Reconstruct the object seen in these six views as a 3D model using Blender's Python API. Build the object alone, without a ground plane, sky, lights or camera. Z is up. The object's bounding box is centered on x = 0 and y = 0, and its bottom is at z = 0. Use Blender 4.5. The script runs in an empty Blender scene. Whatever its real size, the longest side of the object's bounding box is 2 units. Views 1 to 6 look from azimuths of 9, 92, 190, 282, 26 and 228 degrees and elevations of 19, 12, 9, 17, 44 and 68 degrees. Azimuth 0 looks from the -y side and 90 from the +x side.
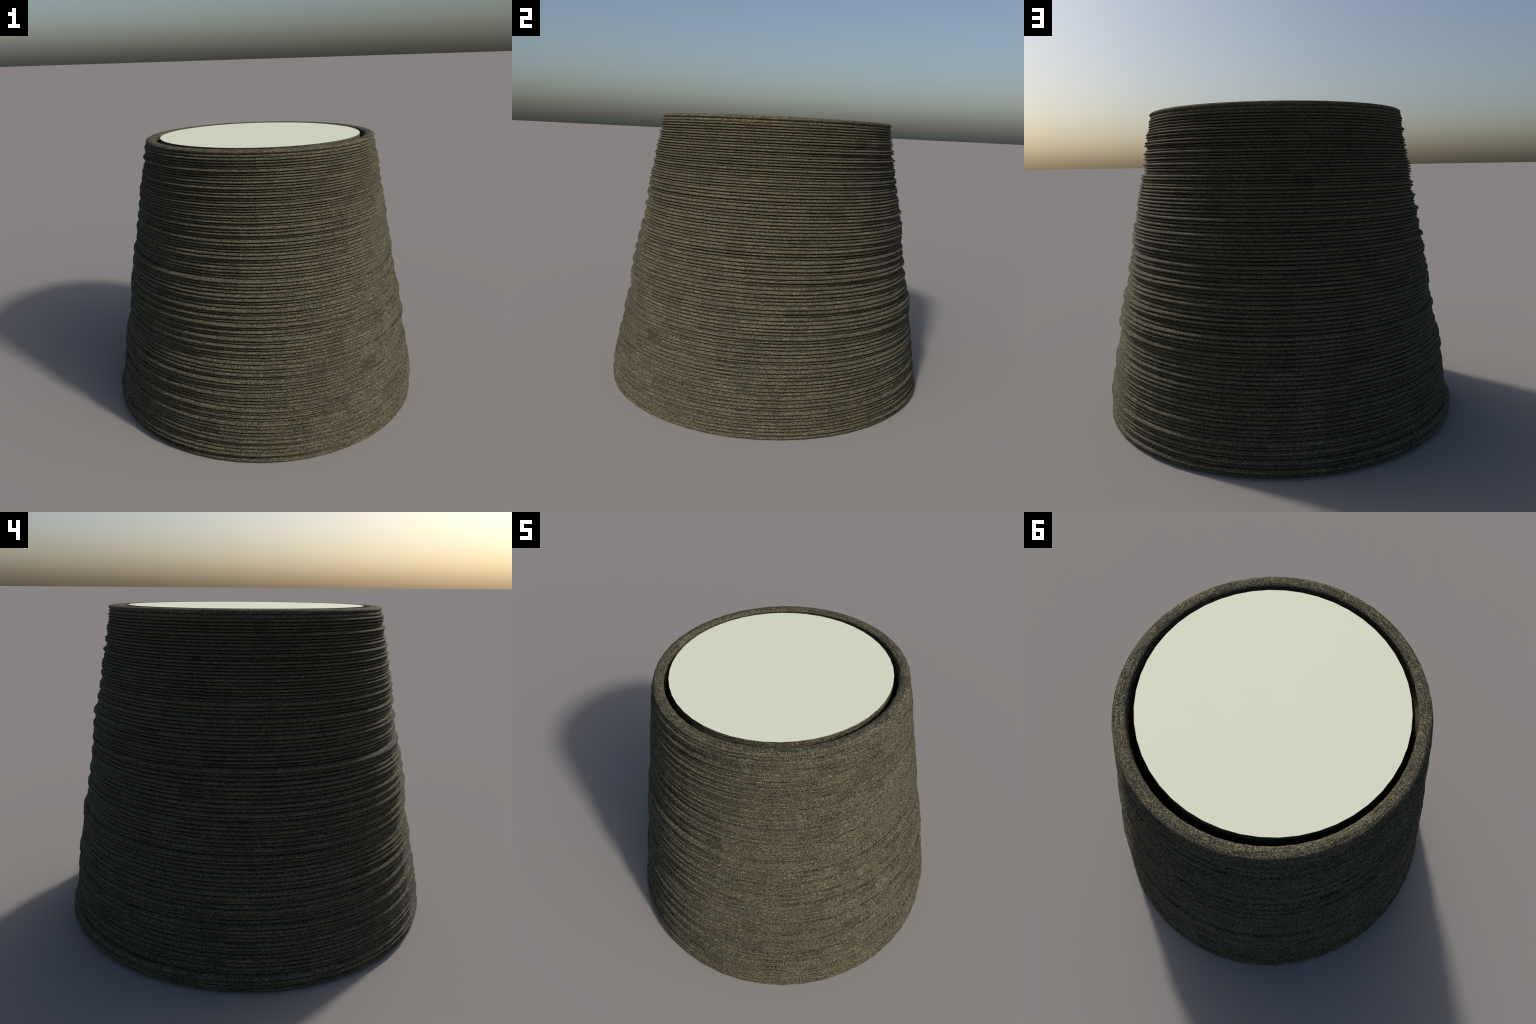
"""Tapered drum-shaped side table: a stack of flat, fabric-wrapped rings,
slightly shuffled against each other, around a pile of round cream boards."""
import bpy, math, random

rng = random.Random(41)
TAU = 2 * math.pi
SEGMENTS = 48            # the originals are visibly 48-sided

# ------------------------------------------------------------------ materials
class Nodes:
    """Small helper to write node maths as expressions."""
    def __init__(self, mat):
        mat.use_nodes = True
        self.nt = mat.node_tree
        self.nt.nodes.clear()

    def node(self, kind, **props):
        n = self.nt.nodes.new(kind)
        for k, v in props.items():
            setattr(n, k, v)
        return n

    def put(self, socket, value):
        if hasattr(value, "is_output"):
            self.nt.links.new(value, socket)
        else:
            socket.default_value = value

    def math(self, op, a, b=0.0, c=None):
        n = self.node("ShaderNodeMath", operation=op)
        self.put(n.inputs[0], a)
        self.put(n.inputs[1], b)
        if c is not None:
            self.put(n.inputs[2], c)
        return n.outputs[0]

    def vec(self, x, y, z=0.0):
        n = self.node("ShaderNodeCombineXYZ")
        for s, v in zip(n.inputs, (x, y, z)):
            self.put(s, v)
        return n.outputs[0]

    def white(self, x, y, z=0.0):
        n = self.node("ShaderNodeTexWhiteNoise", noise_dimensions="3D")
        self.put(n.inputs["Vector"], self.vec(x, y, z))
        return n.outputs["Value"]

    def noise(self, x, y, z=0.0, scale=1.0, detail=2.0):
        n = self.node("ShaderNodeTexNoise", noise_dimensions="3D")
        self.put(n.inputs["Vector"], self.vec(x, y, z))
        n.inputs["Scale"].default_value = scale
        n.inputs["Detail"].default_value = detail
        return n.outputs[0]

    def remap(self, v, lo, hi, to_lo=0.0, to_hi=1.0):
        n = self.node("ShaderNodeMapRange")
        self.put(n.inputs[0], v)
        for i, x in enumerate((lo, hi, to_lo, to_hi)):
            n.inputs[1 + i].default_value = x
        return n.outputs[0]

    def ramp(self, v, stops, interpolation="LINEAR"):
        n = self.node("ShaderNodeValToRGB")
        cr = n.color_ramp
        cr.interpolation = interpolation
        while len(cr.elements) < len(stops):
            cr.elements.new(1.0)
        for e, (p, col) in zip(cr.elements, stops):
            e.position = p
            e.color = (*col, 1.0)
        self.put(n.inputs[0], v)
        return n.outputs[0]

    def mix(self, fac, a, b, blend="MIX"):
        n = self.node("ShaderNodeMix", data_type="RGBA", blend_type=blend)
        self.put(n.inputs[0], fac)
        for s, v in ((n.inputs[6], a), (n.inputs[7], b)):
            self.put(s, v)
        return n.outputs[2]

    def surface(self, color, roughness, specular, height=None, strength=0.3, distance=0.002):
        bsdf = self.node("ShaderNodeBsdfPrincipled")
        self.put(bsdf.inputs["Base Color"], color)
        bsdf.inputs["Roughness"].default_value = roughness
        bsdf.inputs["Specular IOR Level"].default_value = specular
        if height is not None:
            bump = self.node("ShaderNodeBump")
            bump.inputs["Strength"].default_value = strength
            bump.inputs["Distance"].default_value = distance
            self.put(bump.inputs["Height"], height)
            self.nt.links.new(bump.outputs[0], bsdf.inputs["Normal"])
        out = self.node("ShaderNodeOutputMaterial")
        self.nt.links.new(bsdf.outputs[0], out.inputs[0])


THREAD = 0.0048          # width of one thread along the ring
ROWS = 32                # thread rows once around a ring's cross-section

def woven_fabric(name, radius, half_width=None, half_height=None, set_number=0.0):
    """Coarse tweed weave that follows the ring: warp along it, weft across.
    Without a cross-section it is laid on a plain upright wall."""
    mat = bpy.data.materials.new(name)
    g = Nodes(mat)
    tc = g.node("ShaderNodeTexCoord")
    sep = g.node("ShaderNodeSeparateXYZ")
    g.nt.links.new(tc.outputs["Object"], sep.inputs[0])
    x, y, z = sep.outputs
    info = g.node("ShaderNodeObjectInfo")
    rand = info.outputs["Random"]
    theta = g.math("ARCTAN2", y, x)
    r = g.math("SQRT", g.math("ADD", g.math("MULTIPLY", x, x), g.math("MULTIPLY", y, y)))
    if half_width:
        across = g.math("ARCTAN2", g.math("DIVIDE", z, half_height),
                        g.math("DIVIDE", g.math("SUBTRACT", r, radius), half_width))
        v = g.math("MULTIPLY", across, ROWS / TAU)
    else:
        v = g.math("DIVIDE", z, 0.0052)
    # the cloth is pieced: every side of the polygon shifts the pattern
    panel = g.math("FLOOR", g.math("MULTIPLY", theta, SEGMENTS / TAU))
    shift = g.white(panel, g.math("MULTIPLY", rand, 9.0), 3.0)
    u = g.math("ADD", g.math("MULTIPLY", theta, radius / THREAD), g.math("MULTIPLY", rand, 77.0))
    u = g.math("ADD", u, g.math("MULTIPLY", shift, 4.0))
    v = g.math("ADD", v, g.math("MULTIPLY", shift, 2.0))
    iu, iv = g.math("FLOOR", u), g.math("FLOOR", v)
    fu, fv = g.math("FRACT", u), g.math("FRACT", v)
    # over/under profile of each thread crossing: threads running along the ring
    # lie on top, the crossings between them are small dark holes
    phase = g.math("FLOOR", g.math("MULTIPLY", g.white(panel, iv, 7.0), 1.99))
    over = g.math("FLOORED_MODULO", g.math("ADD", iu, phase), 2.0)
    pu = g.math("ABSOLUTE", g.math("SUBTRACT", g.math("MULTIPLY", fu, 2.0), 1.0))
    pv = g.math("ABSOLUTE", g.math("SUBTRACT", g.math("MULTIPLY", fv, 2.0), 1.0))
    edge_u = g.math("SUBTRACT", 1.0, g.math("POWER", pu, 4.0))
    edge_v = g.math("SUBTRACT", 1.0, g.math("POWER", pv, 2.5))
    warp = g.math("MULTIPLY", edge_v, g.math("ADD", 0.8, g.math("MULTIPLY", edge_u, 0.2)))
    tight = g.white(panel, set_number, 41.0)           # some panels are woven closer
    hole = g.remap(g.white(iu, iv, g.math("ADD", rand, 5.0)), 0.15, 0.95, 0.12, 0.95)
    hole = g.math("MAXIMUM", hole, g.math("ADD", 0.30, g.math("MULTIPLY", tight, 0.20)))
    weft = g.math("MULTIPLY", hole, g.math("ADD", 0.35, g.math("MULTIPLY", edge_v, 0.6)))
    prof = g.math("ADD", g.math("MULTIPLY", warp, g.math("SUBTRACT", 1.0, over)),
                  g.math("MULTIPLY", weft, over))
    # yarn colours, picked thread by thread
    pick = g.white(iu, iv, rand)
    yarn = g.ramp(pick, [(0.0, (0.060, 0.061, 0.052)),
                         (0.18, (0.118, 0.110, 0.078)),
                         (0.45, (0.166, 0.153, 0.107)),
                         (0.74, (0.212, 0.193, 0.138)),
                         (0.905, (0.325, 0.265, 0.118)),
                         (0.9965, (0.235, 0.105, 0.078))], "CONSTANT")
    # runs of darker yarn along the rows, single dark rows within a panel, and
    # panels of differing tone that reach over a whole set of rings
    run = g.noise(g.math("MULTIPLY", u, 0.06), v, g.math("MULTIPLY", rand, 31.0), 1.0, 1.0)
    run = g.remap(run, 0.30, 0.48, 0.70, 0.99)
    row = g.remap(g.white(panel, iv, set_number), 0.03, 0.30, 0.56, 1.05)
    tone = g.math("ADD", g.math("MULTIPLY", g.white(panel, set_number, 11.0), 0.13),
                  g.math("MULTIPLY", g.white(panel, rand, 17.0), 0.08))
    tone = g.math("ADD", tone, 0.95)
    hue = g.white(panel, set_number, 29.0)
    tint = g.mix(hue, (1.03, 1.0, 0.95, 1), (0.985, 1.0, 0.985, 1))
    level = g.math("MULTIPLY", g.math("MULTIPLY", g.math("MULTIPLY", prof, run), row), tone)
    grey = g.vec(level, level, level)
    col = g.mix(1.0, g.mix(1.0, yarn, grey, "MULTIPLY"), tint, "MULTIPLY")
    g.surface(col, 0.9, 0.15, height=prof, strength=0.35, distance=0.0015)
    return mat


def cream_board():
    mat = bpy.data.materials.new("cream_board")
    g = Nodes(mat)
    tc = g.node("ShaderNodeTexCoord")
    n = g.node("ShaderNodeTexNoise")
    g.nt.links.new(tc.outputs["Object"], n.inputs["Vector"])
    n.inputs["Scale"].default_value = 6.0
    col = g.mix(n.outputs[0], (0.740, 0.768, 0.590, 1), (0.750, 0.778, 0.602, 1))
    g.surface(col, 0.7, 0.2)
    return mat

# ------------------------------------------------------------------ meshes
def ring_mesh(name, radius, half_width, half_height, sides=16):
    """Ring with a flat elliptical section lying in the xy plane."""
    verts, faces = [], []
    for i in range(SEGMENTS):
        a = TAU * i / SEGMENTS
        for j in range(sides):
            t = TAU * j / sides
            rr = radius + half_width * math.cos(t)
            verts.append((rr * math.cos(a), rr * math.sin(a), half_height * math.sin(t)))
    for i in range(SEGMENTS):
        for j in range(sides):
            k, l = (i + 1) % SEGMENTS, (j + 1) % sides
            faces.append((i * sides + j, k * sides + j, k * sides + l, i * sides + l))
    me = bpy.data.meshes.new(name)
    me.from_pydata(verts, [], faces)
    me.shade_smooth()
    return me


def board_mesh(name, radius, thickness, bevel=0.0012):
    """Round 48-sided board, top at z = 0; slot 0 = faces, slot 1 = wrapped edge."""
    profile = [(radius - bevel, 0.0), (radius, -bevel),
               (radius, -thickness + bevel), (radius - bevel, -thickness)]
    verts, faces, slots = [], [], []
    for i in range(SEGMENTS):
        a = TAU * i / SEGMENTS
        verts += [(r * math.cos(a), r * math.sin(a), z) for r, z in profile]
    for i in range(SEGMENTS):
        k = (i + 1) % SEGMENTS
        for j in range(3):
            faces.append((i * 4 + j, i * 4 + j + 1, k * 4 + j + 1, k * 4 + j))
            slots.append(1)
    faces.append([i * 4 for i in range(SEGMENTS)])
    faces.append([i * 4 + 3 for i in reversed(range(SEGMENTS))])
    slots += [0, 0]
    me = bpy.data.meshes.new(name)
    me.from_pydata(verts, [], faces)
    for p, s in zip(me.polygons, slots):
        p.material_index = s
        p.use_smooth = False
    return me


def add(name, mesh, parent, location):
    ob = bpy.data.objects.new(name, mesh)
    bpy.context.scene.collection.objects.link(ob)
    ob.parent = parent
    ob.location = location
    return ob

# ------------------------------------------------------------------ the table
table = bpy.data.objects.new("side_table", None)
bpy.context.scene.collection.objects.link(table)
table["label"] = "tapered drum table of stacked woven olive rings, cream top"
table["category"] = "side table"

RINGS = 94
# ring number -> height of its centre (closer pitch in the upper quarter)
HEIGHTS = [(0, 1.6245), (1, 1.606), (2, 1.591), (3, 1.577), (26, 1.2527), (44, 0.943), (93, 0.0106)]
RIM_RADIUS = 0.6935      # outer radius of the topmost ring
TAPER = 0.184            # widening per metre of height
HALF_WIDTH = 0.0315
OVAL = (0.9925, 1.0075, 1.0)   # the rings are a touch longer along y

def ring_height(i):
    for (i0, z0), (i1, z1) in zip(HEIGHTS, HEIGHTS[1:]):
        if i <= i1:
            return z0 + (z1 - z0) * (i - i0) / (i1 - i0)

# rings come in sets of four of one size (two at the top)
sets = {}
for i in range(RINGS):
    sets.setdefault((i + 2) // 4, []).append(i)

drift_x = drift_y = 0.0
for s, members in sets.items():
    z_mid = sum(ring_height(i) for i in members) / len(members)
    outer = RIM_RADIUS + TAPER * (1.615 - z_mid) + 0.002 * min(1.0, s / 6) - 0.0045 * max(0, s - 21) / 2
    pitch = abs(ring_height(members[-1]) - ring_height(members[0])) / (len(members) - 1)
    half_height = 0.545 * pitch if s else 0.0122
    half_width = HALF_WIDTH if s else 0.0302
    major = outer - half_width
    mesh = ring_mesh("woven_ring", major, half_width, half_height)
    mesh.materials.append(woven_fabric("tweed_weave", major, half_width, half_height, s * 1.7))
    low = s / (len(sets) - 1)                # 0 at the rim, 1 at the floor
    drift_x += rng.gauss(0, 0.0025) - 0.3 * drift_x
    drift_y += rng.gauss(0, 0.0025) - 0.3 * drift_y
    for i in members:
        loose = 0.0028 + 0.0032 * low
        dx = drift_x + max(-2, min(2, rng.gauss(0, 1))) * loose
        dy = drift_y + max(-2, min(2, rng.gauss(0, 1))) * loose
        lean = 0.008 * min(1.0, ring_height(i) / 0.3)      # the stack sits off-centre
        if i == 0:
            lean, dx, dy = 0.0, 0.006, 0.0010
        add("woven_ring", mesh, table, (lean + dx, dy + 0.0035, ring_height(i))).scale = OVAL

# inside: a thin cream disc lies slightly askew on a fabric-edged drum, which
# stands on a narrower core
BOARD_RADIUS = 0.6025
cream = cream_board()
wrap = woven_fabric("tweed_edging", BOARD_RADIUS)
z = 1.6363
PILE = [("table_top", 0.003, 0.0060, 0.0000), ("drum", 0.300, 0.0070, 0.0012)]
for name, thickness, at_x, at_y in PILE:
    me = board_mesh(name, BOARD_RADIUS, thickness, min(0.0012, thickness / 4))
    me.materials.append(cream)
    me.materials.append(wrap)
    add(name, me, table, (at_x, at_y, z))
    z -= thickness + 0.0006

core = board_mesh("core_column", 0.56, z - 0.004)
core.materials.append(cream)
core.materials.append(wrap)
add("core_column", core, table, (0.006, 0.0, z))
